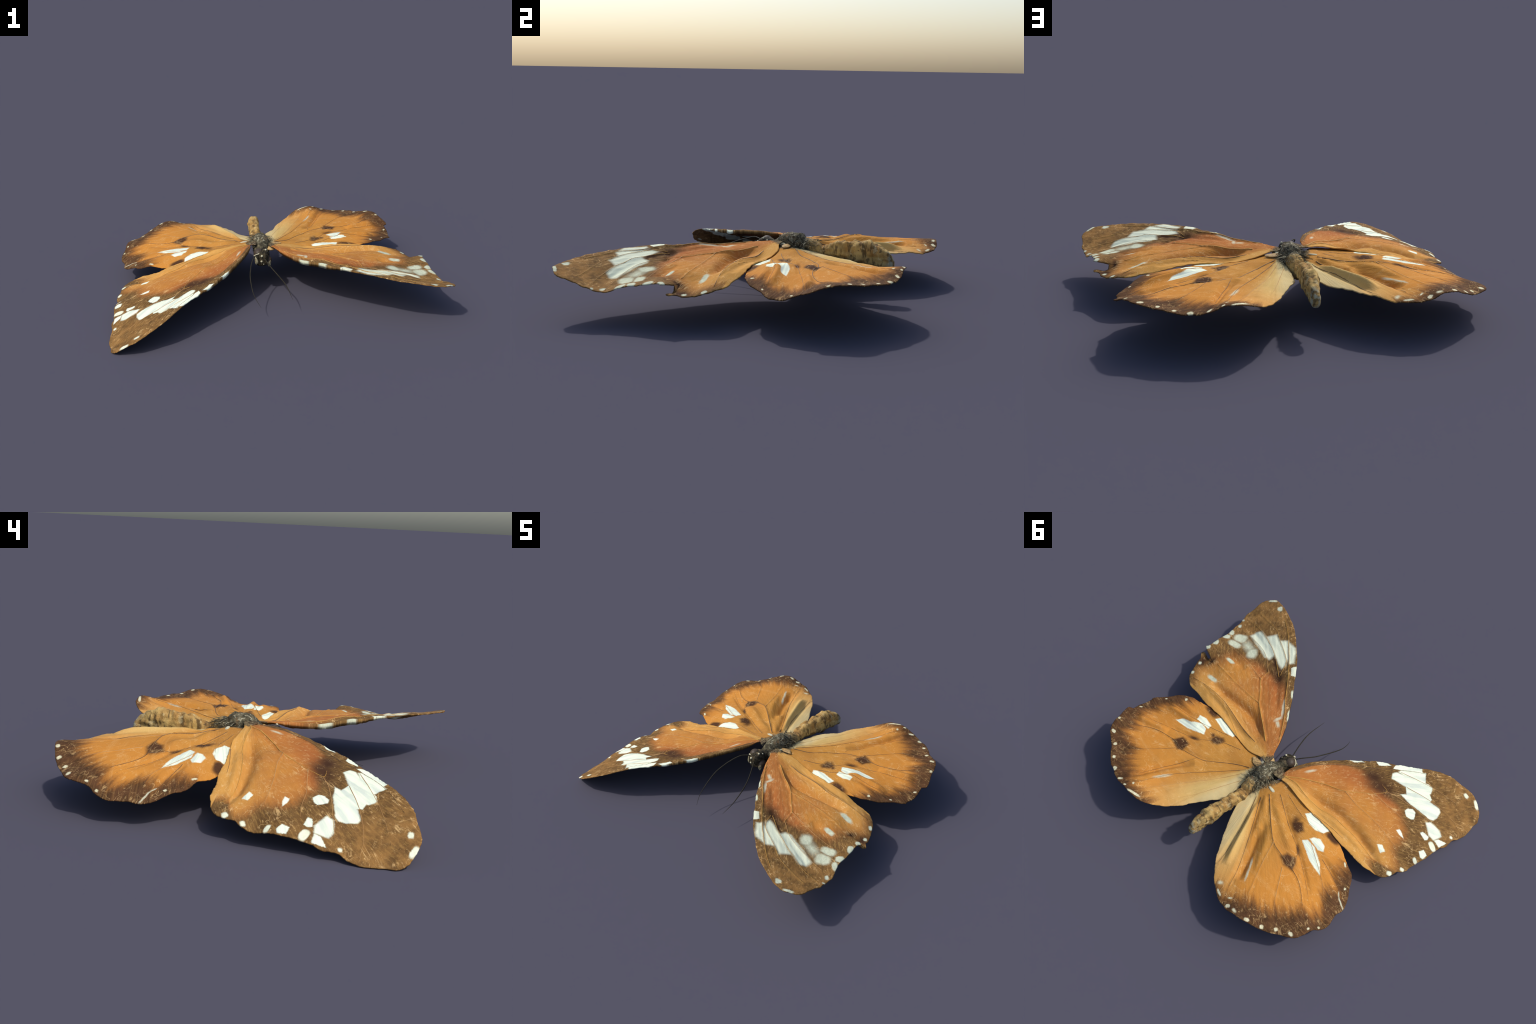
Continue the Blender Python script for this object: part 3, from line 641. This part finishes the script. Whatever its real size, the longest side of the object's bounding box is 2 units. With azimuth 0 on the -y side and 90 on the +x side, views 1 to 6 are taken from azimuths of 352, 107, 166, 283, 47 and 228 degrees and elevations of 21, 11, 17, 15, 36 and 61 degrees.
def wing(name, W, mat, veinmats, parent, seed, lift=0., flap=None, tear=None, over=None):
    sheet = Membrane(W["form"])
    ctrl = np.array(W["rim"])
    rim = spline(ctrl, .0045, closed=True)
    # ragged, lightly scalloped free margin
    t = np.linspace(0, 1, len(rim), endpoint=False)
    tan = np.roll(rim, -1, 0) - np.roll(rim, 1, 0)
    nrm = np.stack([tan[:, 1], -tan[:, 0]], 1) / (np.linalg.norm(tan, axis=1)[:, None] + 1e-9)
    root = np.linalg.norm(rim - np.array(W["base"]), axis=1)
    loose = np.clip((root - .12) / .2, 0, 1)
    rim = rim + nrm * (smooth_noise(t, seed, 4) * .0032 * loose)[:, None]
    # interior points
    lo, hi = rim.min(0), rim.max(0)
    gx = np.arange(lo[0], hi[0], SPACING)
    gy = np.arange(lo[1], hi[1], SPACING * .866)
    G = np.stack(np.meshgrid(gx, gy), -1)
    G[1::2, :, 0] += SPACING / 2
    G = G.reshape(-1, 2)
    G = G + np.random.default_rng(seed).normal(size=G.shape) * SPACING * .08
    G = G[inside(G, rim)]
    closed = np.vstack([rim, rim[:1]])
    dist, frac = seg_dist(G, closed)
    G = G[dist > .0125]
    rings = []
    for off in (.0035, .008):                       # two rows close to the rim for its curl
        R = rim[::2] - nrm[::2] * off
        if not inside(rim[:1] - nrm[:1] * 1e-3, rim)[0]:
            R = rim[::2] + nrm[::2] * off
        d, _ = seg_dist(R, closed)
        rings.append(R[inside(R, rim) & (d > off * .8)])
    pts = np.vstack([rim, *rings, G])
    n = len(rim)
    res = delaunay_2d_cdt([Vector(p) for p in pts], [(i, (i + 1) % n) for i in range(n)], [], 1, 1e-7)
    Q = np.array([tuple(v) for v in res[0]])
    faces = [tuple(f) for f in res[2]]
    # height: sheet + veins + pleats + buckling + drooping edge
    z = sheet(Q) + lift
    dist, frac = seg_dist(Q, closed)
    edge = np.clip(dist / .03, 0, 1)
    for (amp, wid, line) in W["folds"]:
        d, f = seg_dist(Q, spline(line, .02))
        z += amp * 1.2 * np.exp(-(d / (wid * .88)) ** 2) * np.clip(np.minimum(f, 1 - f) * 5, 0, 1) ** .7
    for (kind, r, line) in W["veins"]:
        d, f = seg_dist(Q, spline(line, .02))
        z += .0009 * r * np.exp(-(d / .004) ** 2)
        z -= .0008 * r * np.exp(-((d - .011) / .006) ** 2)
    z += wobble(Q, seed + 5, 26.) * .0016 + wobble(Q, seed + 6, 70.) * .0008
    far = np.clip((np.linalg.norm(Q - np.array(W["base"]), axis=1) - .15) / .2, 0, 1)
    z -= (1 - edge) ** 2 * .0035 * far * (1 + .8 * smooth_noise(frac, seed + 9, 3))
    lip = 0.
    if flap is not None:
        # the front margin is rolled down to a lip along the costal vein, most strongly near the body
        wid, drop, end = flap
        root = np.array(W["base"])
        ahead = np.linalg.norm(Q - root, axis=1)
        line = spline(W["rim"][:18], .01)
        dc, fc = seg_dist(Q, line)
        fade = np.clip((ahead - .05) / .08, 0, 1) * np.clip((end - ahead) / .25, 0, 1)
        lip = drop * np.clip(1 - dc / wid, 0, 1) ** .7 * fade
    if tear is not None:
        # a tear in the outer margin: the lobe behind it hangs down and its lip curls under
        (ax, ay), (ex, ey), fall = tear
        L = math.hypot(ex - ax, ey - ay)
        u = ((Q[:, 0] - ax) * (ex - ax) + (Q[:, 1] - ay) * (ey - ay)) / L
        v = -((Q[:, 0] - ax) * (ey - ay) - (Q[:, 1] - ay) * (ex - ax)) / L
        v = -v if TEAR_FLIP else v
        along = np.clip((u + .01) / .07, 0, 1)
        behind = v > 0
        z -= np.where(behind, fall * along * np.exp(-(v / .05) ** 2), -.006 * along * np.exp(-(v / .03) ** 2))
        z -= np.where(behind, .007 * along * np.exp(-(v / .010) ** 2), 0)
    if over is not None:
        # tuck this wing under the one that overlaps it
        OQ, oz, orim = over
        cov = inside(Q, orim)
        dd, _ = seg_dist(Q, np.vstack([orim, orim[:1]]))
        near = np.where(cov | (dd < .03))[0]
        for c in np.array_split(near, max(1, len(near) // 800)):
            k = np.argmin(((Q[c][:, None] - OQ[None]) ** 2).sum(-1), 1)
            lim = oz[k] - THICK - .003 + np.where(cov[c], 0, dd[c] * .6)
            z[c] = np.minimum(z[c], lim)
    thick = THICK * (.65 + .35 * np.clip(dist / .010, 0, 1)) + lip
    z = np.maximum(z, thick + .0003)
    m = len(Q)
    verts = np.vstack([np.c_[Q, z], np.c_[Q, z - thick]])
    tri = np.array(faces)
    a = Q[tri]
    area = (a[:, 1, 0] - a[:, 0, 0]) * (a[:, 2, 1] - a[:, 0, 1]) - (a[:, 1, 1] - a[:, 0, 1]) * (a[:, 2, 0] - a[:, 0, 0])
    tri[area < 0] = tri[area < 0][:, ::-1]
    F = [tuple(x) for x in tri] + [tuple(int(i) + m for i in x[::-1]) for x in tri]
    # side wall along the boundary edges
    cnt = {}
    for f in tri:
        for i in range(3):
            e = (int(f[i]), int(f[(i + 1) % 3]))
            cnt[e] = 1
    for (i, j) in list(cnt):
        if (j, i) not in cnt:
            F.append((j, i, i + m, j + m))
    ob = new_object(name, verts, F, mat, parent)
    # raised veins, children of the wing
    for k, (kind, r, line) in enumerate(W["veins"]):
        L = spline(line, .012)
        d, f = seg_dist(L, closed)
        L = L[(d > .004) & inside(L, rim)]
        if len(L) < 4:
            continue
        tt = np.linspace(0, 1, len(L))
        # ride on the finished sheet
        near = np.array([np.argmin(((Q - p) ** 2).sum(1)) for p in L])
        zz = z[near]
        zz = np.convolve(np.r_[zz[0], zz[0], zz, zz[-1], zz[-1]], np.ones(5) / 5, "valid")
        zz = np.maximum(zz, z[near] - .0003)
        rr = r * .00095 * (1.15 - .75 * tt)
        tube("vein", np.c_[L, zz - rr * .25], rr, veinmats[kind], ob, 6)
    return ob, (Q, z, rim)


def tube(name, path, radius, mat, parent, sides=8):
    path = np.asarray(path)
    n = len(path)
    radius = np.broadcast_to(radius, n)
    T = np.gradient(path, axis=0)
    T /= np.linalg.norm(T, axis=1)[:, None] + 1e-12
    up = np.array([0, 0, 1.])
    V, F = [], []
    for i in range(n):
        s = np.cross(T[i], up)
        s /= np.linalg.norm(s) + 1e-9
        b = np.cross(s, T[i])
        for k in range(sides):
            a = 2 * math.pi * k / sides
            V.append(path[i] + radius[i] * (math.cos(a) * s + math.sin(a) * b))
    for i in range(n - 1):
        for k in range(sides):
            k2 = (k + 1) % sides
            F.append((i * sides + k, i * sides + k2, (i + 1) * sides + k2, (i + 1) * sides + k))
    F.append(tuple(range(sides))[::-1])
    F.append(tuple((n - 1) * sides + k for k in range(sides)))
    return new_object(name, V, F, mat, parent)


# ------------------------------------------------------------------ body
# y, centre x, top z, bottom z, half width
STATIONS = [(-.0985, -.036, .238, .212, .010), (-.094, -.036, .258, .196, .026), (-.080, -.034, .275, .182, .038),
            (-.050, -.033, .284, .174, .044), (-.022, -.030, .279, .170, .042), (.000, -.025, .271, .166, .037), (.022, -.020, .284, .160, .042),
            (.055, -.014, .309, .152, .047), (.085, -.012, .319, .148, .049), (.118, -.010, .323, .146, .050), (.152, -.009, .318, .150, .048),
            (.172, -.008, .302, .158, .045), (.182, -.008, .295, .162, .043), (.205, -.007, .295, .170, .043), (.240, -.009, .282, .176, .040), (.258, -.012, .269, .180, .037),
            (.270, -.014, .257, .182, .034), (.285, -.015, .266, .183, .034), (.305, -.016, .277, .184, .035), (.335, -.015, .290, .184, .034), (.400, -.010, .300, .181, .034),
            (.460, -.004, .308, .178, .036), (.510, .000, .308, .173, .0365), (.550, .004, .297, .167, .035), (.600, .009, .275, .162, .031),
            (.632, .012, .250, .162, .026), (.648, .014, .228, .166, .020), (.656, .015, .208, .176, .010)]
ROUND, ALONG = 56, 250


def body_profile(y):
    S = np.array(STATIONS)
    # monotone-ish cubic through the stations
    out = []
    for c in range(1, 5):
        h = np.diff(S[:, 0])
        dl = np.diff(S[:, c]) / h
        mm = np.zeros(len(S))
        mm[1:-1] = np.where(dl[:-1] * dl[1:] > 0, 2 * dl[:-1] * dl[1:] / (dl[:-1] + dl[1:] + 1e-12), 0)
        mm[0], mm[-1] = dl[0], dl[-1]
        i = np.clip(np.searchsorted(S[:, 0], y) - 1, 0, len(S) - 2)
        t = (y - S[i, 0]) / h[i]
        out.append(S[i, c] * (1 + 2 * t) * (1 - t) ** 2 + mm[i] * h[i] * t * (1 - t) ** 2 + S[i + 1, c] * t * t * (3 - 2 * t) + mm[i + 1] * h[i] * t * t * (t - 1))
    return out


def noise3(P, seed, scale):
    r = np.random.default_rng(seed)
    y = np.zeros(len(P))
    for _ in range(14):
        k = r.normal(size=3) * scale
        y += np.sin(P @ k + r.random() * 6.28)
    return y / 4


def build_body(root, mat):
    y0, y1 = STATIONS[0][0], STATIONS[-1][0]
    u = np.linspace(0, 1, ALONG)
    y = y0 + (y1 - y0) * (u - .035 * np.sin(4 * math.pi * u) / 2)
    xc, zt, zb, a = body_profile(y)
    V = []
    for i in range(ALONG):
        zc, b = (zt[i] + zb[i]) / 2, (zt[i] - zb[i]) / 2
        for k in range(ROUND):
            th = 2 * math.pi * k / ROUND
            c, q = math.cos(th), math.sin(th)
            r = (abs(c) ** 2.7 + abs(q) ** 2.7) ** (-1 / 2.7)          # flat-sided, shrunken section
            V.append((xc[i] + a[i] * c * r, y[i], zc + b * q * r))
    V = np.array(V)
    C = np.repeat(np.c_[xc, y, (zt + zb) / 2], ROUND, 0)
    out = V - C
    out /= np.linalg.norm(out, axis=1)[:, None] + 1e-9
    yy = V[:, 1]
    th = np.tile(np.arange(ROUND) * 2 * math.pi / ROUND, ALONG)
    # shrivelled lumps everywhere; rings with creases on the abdomen
    abd = np.clip((yy - .27) / .03, 0, 1) * np.clip((.65 - yy) / .03, 0, 1)
    seg = ((yy - .285) / .046 + .22 * np.sin(3 * th + 1) + .12 * np.sin(5 * th) + .25 * np.sin(yy * 38.)) % 1.
    ring = np.sin(math.pi * seg) ** .6 - .6
    disp = abd * (.0030 * ring + .0060 * noise3(V, 3, 44.) + .0034 * noise3(V, 4, 110.) - .004)
    tho = np.clip((yy + .02) / .03, 0, 1) * np.clip((.275 - yy) / .02, 0, 1)
    disp += tho * (.0032 * noise3(V, 5, 60.) + .0022 * noise3(V, 6, 170.))
    head = np.clip((.0 - yy) / .02, 0, 1) * np.clip((yy + .096) / .01, 0, 1)
    disp += head * (.0014 * noise3(V, 8, 110.))
    V = V + out * disp[:, None]
    F = []
    for i in range(ALONG - 1):
        for k in range(ROUND):
            k2 = (k + 1) % ROUND
            F.append((i * ROUND + k, (i + 1) * ROUND + k, (i + 1) * ROUND + k2, i * ROUND + k2))
    nv = len(V)
    V = np.vstack([V, [[xc[0], y[0] - .001, (zt[0] + zb[0]) / 2], [xc[-1], y[-1] + .001, (zt[-1] + zb[-1]) / 2]]])
    for k in range(ROUND):
        k2 = (k + 1) % ROUND
        F.append((nv, k, k2))
        F.append((nv + 1, (ALONG - 1) * ROUND + k2, (ALONG - 1) * ROUND + k))
    whole = bpy.data.meshes.new("whole")
    whole.from_pydata([tuple(v) for v in V], [], F)
    whole.update()
    N = np.zeros(len(V) * 3)
    whole.vertex_normals.foreach_get("vector", N)
    N = N.reshape(-1, 3)
    bpy.data.meshes.remove(whole)
    parts = {}
    for f in F:
        m = np.mean([V[i][1] for i in f])
        part = "head" if m < .0 else "thorax" if m < .268 else "abdomen"
        parts.setdefault(part, []).append(f)
    obs = {}
    for part, fs in parts.items():
        ids = sorted({i for f in fs for i in f})
        mp = {i: j for j, i in enumerate(ids)}
        ob = new_object(part, V[ids], [tuple(mp[i] for i in f) for f in fs], mat, root)
        ob.data.normals_split_custom_set_from_vertices([tuple(N[i]) for i in ids])
        obs[part] = ob
    return obs, V[:nv], N[:nv]


def body_material():
    n = Nodes("cuticle")
    P = n.new("ShaderNodeTexCoord").outputs["Object"]
    s = n.new("ShaderNodeSeparateXYZ")
    n.put(s.inputs[0], P)
    y = n.math("ADD", s.outputs[1], n.math("MULTIPLY", n.math("SUBTRACT", n.noise(P, 22., 4., .6), .5), .16))
    # abdomen: tan with rusty and blackish blotches
    hoop = n.vmath("MULTIPLY", P, (14., 46., 14.))
    tan = n.mix(n.step(n.noise(P, 16., 4., .6), .35, .68), (.55, .37, .13), (.36, .20, .060))
    tan = n.mix(n.math("MULTIPLY", n.step(n.noise(hoop, 1., 3., .6), .50, .64), .85), tan, (.115, .070, .030))
    tan = n.mix(n.math("MULTIPLY", n.step(n.noise(P, 30., 2., .5), .60, .70), .7), tan, (.060, .040, .026))
    tan = n.mix(n.math("MULTIPLY", n.step(n.noise(P, 24., 3., .6), .58, .70), .6), tan, (.62, .50, .26))
    # thorax: blackish grey felt with pale flecks
    dark = n.mix(n.step(n.noise(P, 45., 5., .65), .38, .68), (.038, .034, .022), (.17, .145, .085))
    dark = n.mix(n.math("MULTIPLY", n.step(n.noise(n.vmath("MULTIPLY", P, (1., .55, 1.)), 60., 4., .6, dist=1.2), .56, .68), .8), dark, (.50, .47, .33))
    dark = n.mix(n.math("MULTIPLY", n.step(n.noise(P, 30., 3., .6), .55, .70), .55), dark, (.22, .12, .05))
    head = n.mix(n.step(n.noise(P, 60., 4., .6), .40, .68), (.018, .016, .011), (.085, .065, .035))
    head = n.mix(n.math("MULTIPLY", n.step(n.noise(P, 42., 3., .6), .60, .70), .6), head, (.26, .19, .10))
    col = n.mix(n.step(y, -.02, .02), head, dark)
    col = n.mix(n.step(y, .185, .255), col, tan)
    tipm = n.math("MULTIPLY", n.step(s.outputs[1], .60, .65), n.step(n.noise(P, 40., 3.), .45, .6))
    col = n.mix(n.math("MULTIPLY", tipm, .7), col, (.45, .45, .33))
    h = n.math("ADD", n.noise(P, 70., 5., .65), n.math("MULTIPLY", n.noise(P, 260., 3.), .4))
    return n.finish(col, .7, h, .7, .009, .12)


def plain(name, c0, c1, scale=60., rough=.5, spec=.4, bump=.3):
    n = Nodes(name)
    P = n.new("ShaderNodeTexCoord").outputs["Object"]
    return n.finish(n.mix(n.step(n.noise(P, scale, 4., .6), .35, .65), c0, c1), rough, n.noise(P, scale * 2, 4.), bump, .002, spec)


def blob(name, centre, radii, mat, parent, axis=(0, 0, 1), lumps=.0, seed=1):
    bm = bmesh.new()
    bmesh.ops.create_icosphere(bm, subdivisions=4, radius=1.)
    V = np.array([v.co for v in bm.verts])
    F = [tuple(v.index for v in f.verts) for f in bm.faces]
    bm.free()
    q = Vector((0, 0, 1)).rotation_difference(Vector(axis))
    D = 1 + lumps * noise3(V, seed, 2.5)
    V = V * np.array(radii) * D[:, None]
    V = np.array([q @ Vector(v) for v in V]) + np.array(centre)
    return new_object(name, V, F, mat, parent)


# ------------------------------------------------------------------ assemble
root = bpy.data.objects.new("butterfly", None)
bpy.context.scene.collection.objects.link(root)
root.location = (0, 0, 0)
root["label"] = "orange butterfly with brown wing margins and white spots"
root["category"] = "butterfly"

VEINS = {"G": vein_material("golden_vein", (.58, .32, .055), (.42, .21, .040)),
         "D": vein_material("dark_vein", (.20, .105, .035), (.10, .055, .025)),
         "P": vein_material("pale_vein", (.50, .29, .10), (.42, .21, .07))}

ORANGE = dict(orange=(.49, .205, .040), orange2=(.42, .168, .040), shade=(.27, .11, .024), rust=(.33, .100, .028),
              brown=(.14, .077, .027), brown2=(.085, .046, .017), ochre=(.40, .235, .070), blot=(.060, .027, .014), scuff=(.72, .47, .20),
              white=(.84, .90, .68), white2=(.64, .70, .58), spot=(.80, .83, .62), spot2=(.70, .72, .52), palec=(.60, .58, .40), rub=.5, scratch=.62, dots=.95, mottle=.32, halo=.09, ember=(.27, .095, .028))


def angle_to(W, x, y, mid):
    a = math.atan2(y - W["base"][1], x - W["base"][0]) - mid
    return math.atan2(math.sin(a), math.cos(a))


def forewing_look(W, mid, rear, costal):
    """rear: a point on the hind edge; costal: a point on the front edge."""
    r, c = angle_to(W, *rear, mid), angle_to(W, *costal, mid)
    return dict(ORANGE, mid=mid, streak=.07, soft=.042,
                sectors=[(r + .50 * (c - r), r + .85 * (c - r), (.40, .130, .034), .6), (r + .45 * (c - r), r, (.60, .305, .072), .95)],
                apex=(.78, 1.08, (.32, .165, .050), .85))


def hindwing_look(W, mid, cream, yellow, orange):
    c, y, o = (angle_to(W, *p, mid) for p in (cream, yellow, orange))
    return dict(ORANGE, mid=mid, streak=.16, soft=.055, ochre=(.38, .21, .07), halo=.085, ember=(.30, .115, .028), mottle=.20, dots=.84, spot=(.74, .70, .47), spot2=(.55, .50, .30), brown=(.085, .040, .019), brown2=(.048, .025, .012), rub=.22,
                orange=(.50, .230, .044), orange2=(.44, .195, .040), scratch=.5,
                outer=(.3, .6, (.58, .225, .036), .6),
                sectors=[(o, y, (.60, .41, .145), .95), (y, c, (.62, .50, .25), .9)])


LF_look = forewing_look(LF, math.radians(-145), (-.6, .056), (-.5, -.57))
RF_look = forewing_look(RF, math.radians(-35), (.6, .046), (.5, -.6))
LH_look = hindwing_look(LH, math.radians(155), (-.160, .60), (-.30, .66), (-.50, .70))
RH_look = hindwing_look(RH, math.radians(25), (.100, .55), (.25, .67), (.50, .70))
LF_look["ends"] = RF_look["ends"] = LH_look["ends"] = RH_look["ends"] = (1.4, 1.4)
LF_look["ends"] = (1.4, .05)
RF_look["ends"] = (.16, 1.4)
RF_look.update(fray=.010, white=(.76, .79, .58), white2=(.62, .66, .50), spot=(.60, .63, .46), spot2=(.50, .52, .36), soft=.06)
#LOOKFIX#

TEAR, TEAR_FLIP = ((.846, -.189), (.950, -.2165), .028), False
_, left_sheet = wing("forewing", LF, wing_material("forewing_scales", LF, LF_look), VEINS, root, 11, .003, (.010, .018, .75))
_, right_sheet = wing("forewing", RF, wing_material("forewing_scales", RF, RF_look), VEINS, root, 23, .003, (.010, .022, .74), TEAR)
wing("hindwing", LH, wing_material("hindwing_scales", LH, LH_look), VEINS, root, 31, -.002, over=left_sheet)
wing("hindwing", RH, wing_material("hindwing_scales", RH, RH_look), VEINS, root, 47, -.002, over=right_sheet)

body = body_material()
parts, BV, BN = build_body(root, body)
head, thorax, abdomen = parts["head"], parts["thorax"], parts["abdomen"]

eye_mat = plain("eye_facets", (.045, .033, .022), (.075, .052, .035), 160., .5, .3, .2)
cream = plain("cream_hair", (.62, .58, .40), (.45, .42, .28), 90., .7, .2)
blackish = plain("antenna_horn", (.022, .020, .013), (.038, .033, .022), 120., .6, .15)
tuft_pale = plain("membrane_pale", (.34, .32, .20), (.16, .13, .07), 70., .6)
tuft_tan = plain("membrane_tan", (.52, .34, .13), (.30, .18, .07), 60., .6)
greyhair = plain("felt_hair", (.26, .235, .15), (.07, .062, .038), 60., .7, .2)

# eyes: the head is rolled, one eye looks up
blob("eye", (-.052, -.050, .258), (.031, .031, .029), eye_mat, head, (-.35, .0, .9))
blob("eye", (.002, -.050, .207), (.030, .030, .028), eye_mat, head, (.75, -.1, -.6))
# pale rims in front of the eyes
for c, ax in (((-.052, -.052, .258), Vector((-.30, .35, .85))),):
    q = Vector((0, 0, 1)).rotation_difference(ax.normalized())
    ring = [Vector(c) + q @ Vector((.0318 * math.cos(a), .0318 * math.sin(a), -.004)) for a in np.linspace(-math.pi, 0.3, 30)]
    tube("eye_rim", [tuple(p) for p in ring], .0042, cream, head, 8)
for c, r in (((-.008, -.058, .279), .006), ((-.003, -.034, .268), .006), ((-.038, -.096, .253), .007), ((-.041, -.096, .219), .007), ((-.028, -.091, .200), .006)):
    blob("face_spot", c, (r, r, r), cream, head, lumps=.1)
blob("cheek", (-.068, -.078, .222), (.013, .013, .026), tuft_pale, head, (.1, .2, .95), .15, 3)
blob("cheek", (.010, -.068, .196), (.012, .014, .022), tuft_pale, head, (.1, .2, .95), .15, 5)
blob("palp", (-.028, -.084, .200), (.011, .011, .022), blackish, head, (.1, -.3, .9), .1)
blob("palp", (-.046, -.084, .202), (.011, .011, .022), blackish, head, (-.1, -.3, .9), .1, 2)

# antennae
A1 = spline([(-.052, -.080, .250), (-.060, -.092, .262), (-.075, -.112, .267), (-.092, -.138, .267), (-.116, -.190, .251), (-.131, -.244, .232), (-.142, -.298, .209),
             (-.145, -.349, .179), (-.143, -.399, .148), (-.132, -.451, .119), (-.111, -.496, .085)], .006)
A2 = spline([(-.020, -.088, .238), (-.010, -.112, .219), (.009, -.150, .196), (.028, -.190, .178), (.046, -.235, .162), (.061, -.281, .150),
             (.072, -.328, .137), (.079, -.372, .123), (.082, -.417, .112), (.085, -.463, .102)], .006)
for A in (A1, A2):
    tube("antenna", A, .0034 * np.clip(1.15 - np.linspace(0, 1, len(A)) ** 3, .15, 1), blackish, head, 8)

# wing joints: tegulae and crumpled membranes
blob("wing_joint", (.050, .064, .266), (.010, .018, .007), cream, thorax, lumps=.14, seed=4)
blob("wing_joint", (.078, .096, .262), (.040, .019, .006), tuft_tan, thorax, (.05, .1, .99), .2, 5)
blob("wing_joint", (.040, .026, .256), (.026, .022, .014), tuft_tan, thorax, (.1, .2, .97), .16, 6)
blob("wing_joint", (-.117, .149, .266), (.024, .009, .004), cream, thorax, (-.1, -.1, .97), .14, 7)

# felt of hair on the thorax and at the wing roots
def hair(count, parent):
    r = np.random.default_rng(5)
    V, F = [], []
    ok = [i for i in range(len(BV)) if .01 < BV[i][1] < .26 and BN[i][2] > -.3]
    for _ in range(count):
        i = ok[r.integers(len(ok))]
        p = BV[i].copy()
        nrm = BN[i]
        d = np.array([r.normal() * .4 + nrm[0] * .5, .9 + r.normal() * .3, r.normal() * .3])
        d -= nrm * (d @ nrm) * .88
        d /= np.linalg.norm(d)
        L = r.uniform(.012, .034)
        rad = r.uniform(.0006, .0012)
        b = len(V)
        side = np.cross(d, nrm)
        side /= np.linalg.norm(side) + 1e-9
        bend = r.normal() * .3
        for s in range(5):
            t = s / 4
            c = p + d * L * t + nrm * (.0008 + .0022 * math.sin(t * 2.6)) + side * bend * L * t * t
            w = rad * (1 - .8 * t)
            for a in range(3):
                an = 2.094 * a
                V.append(c + w * (math.cos(an) * side + math.sin(an) * nrm))
        for s in range(4):
            for a in range(3):
                a2 = (a + 1) % 3
                F.append((b + 3 * s + a, b + 3 * s + a2, b + 3 * s + 3 + a2, b + 3 * s + 3 + a))
        F.append((b + 12, b + 13, b + 14))
        F.append((b + 2, b + 1, b))
    ob = new_object("hair", V, F, greyhair, parent)
    ob["kind"] = "stuff"

hair(150, thorax)


def root_hair(count, parent):
    """fringe of longer hairs from the thorax over the bases of the wings"""
    r = np.random.default_rng(17)
    for tone, mat in enumerate((greyhair, cream, blackish)):
        V, F = [], []
        for _ in range(count[tone]):
            sgn = -1 if r.random() < .55 else 1
            y = r.uniform(.03, .24)
            k = np.argmin(abs(BV[:, 1] - y) + 3 * abs(BV[:, 2] - r.uniform(.262, .285)) + (BV[:, 0] * sgn < (-.012 * sgn)) * 9)
            p = BV[k]
            L = r.uniform(.022, .055)
            d = np.array([sgn * r.uniform(.5, 1), r.uniform(-.1, .9), 0.])
            d /= np.linalg.norm(d)
            b, rad = len(V), r.uniform(.0010, .0019)
            side = np.array([-d[1], d[0], 0])
            bend = r.normal() * .35
            for s in range(6):
                t = s / 5
                c = p + d * L * t + side * bend * L * t * t + np.array([0, 0, .004 * math.sin(3 * t) - (.006 + .004 * r.random()) * t])
                w = rad * (1 - .75 * t)
                V += [c + side * w, c - side * w * .5 + np.array([0, 0, w]), c - side * w * .5 - np.array([0, 0, w])]
            for s in range(5):
                for a in range(3):
                    a2 = (a + 1) % 3
                    F.append((b + 3 * s + a, b + 3 * s + a2, b + 3 * s + 3 + a2, b + 3 * s + 3 + a))
            F += [(b + 15, b + 16, b + 17), (b + 2, b + 1, b)]
        new_object("hair", V, F, mat, parent)["kind"] = "stuff"


root_hair((60, 12, 40), thorax)
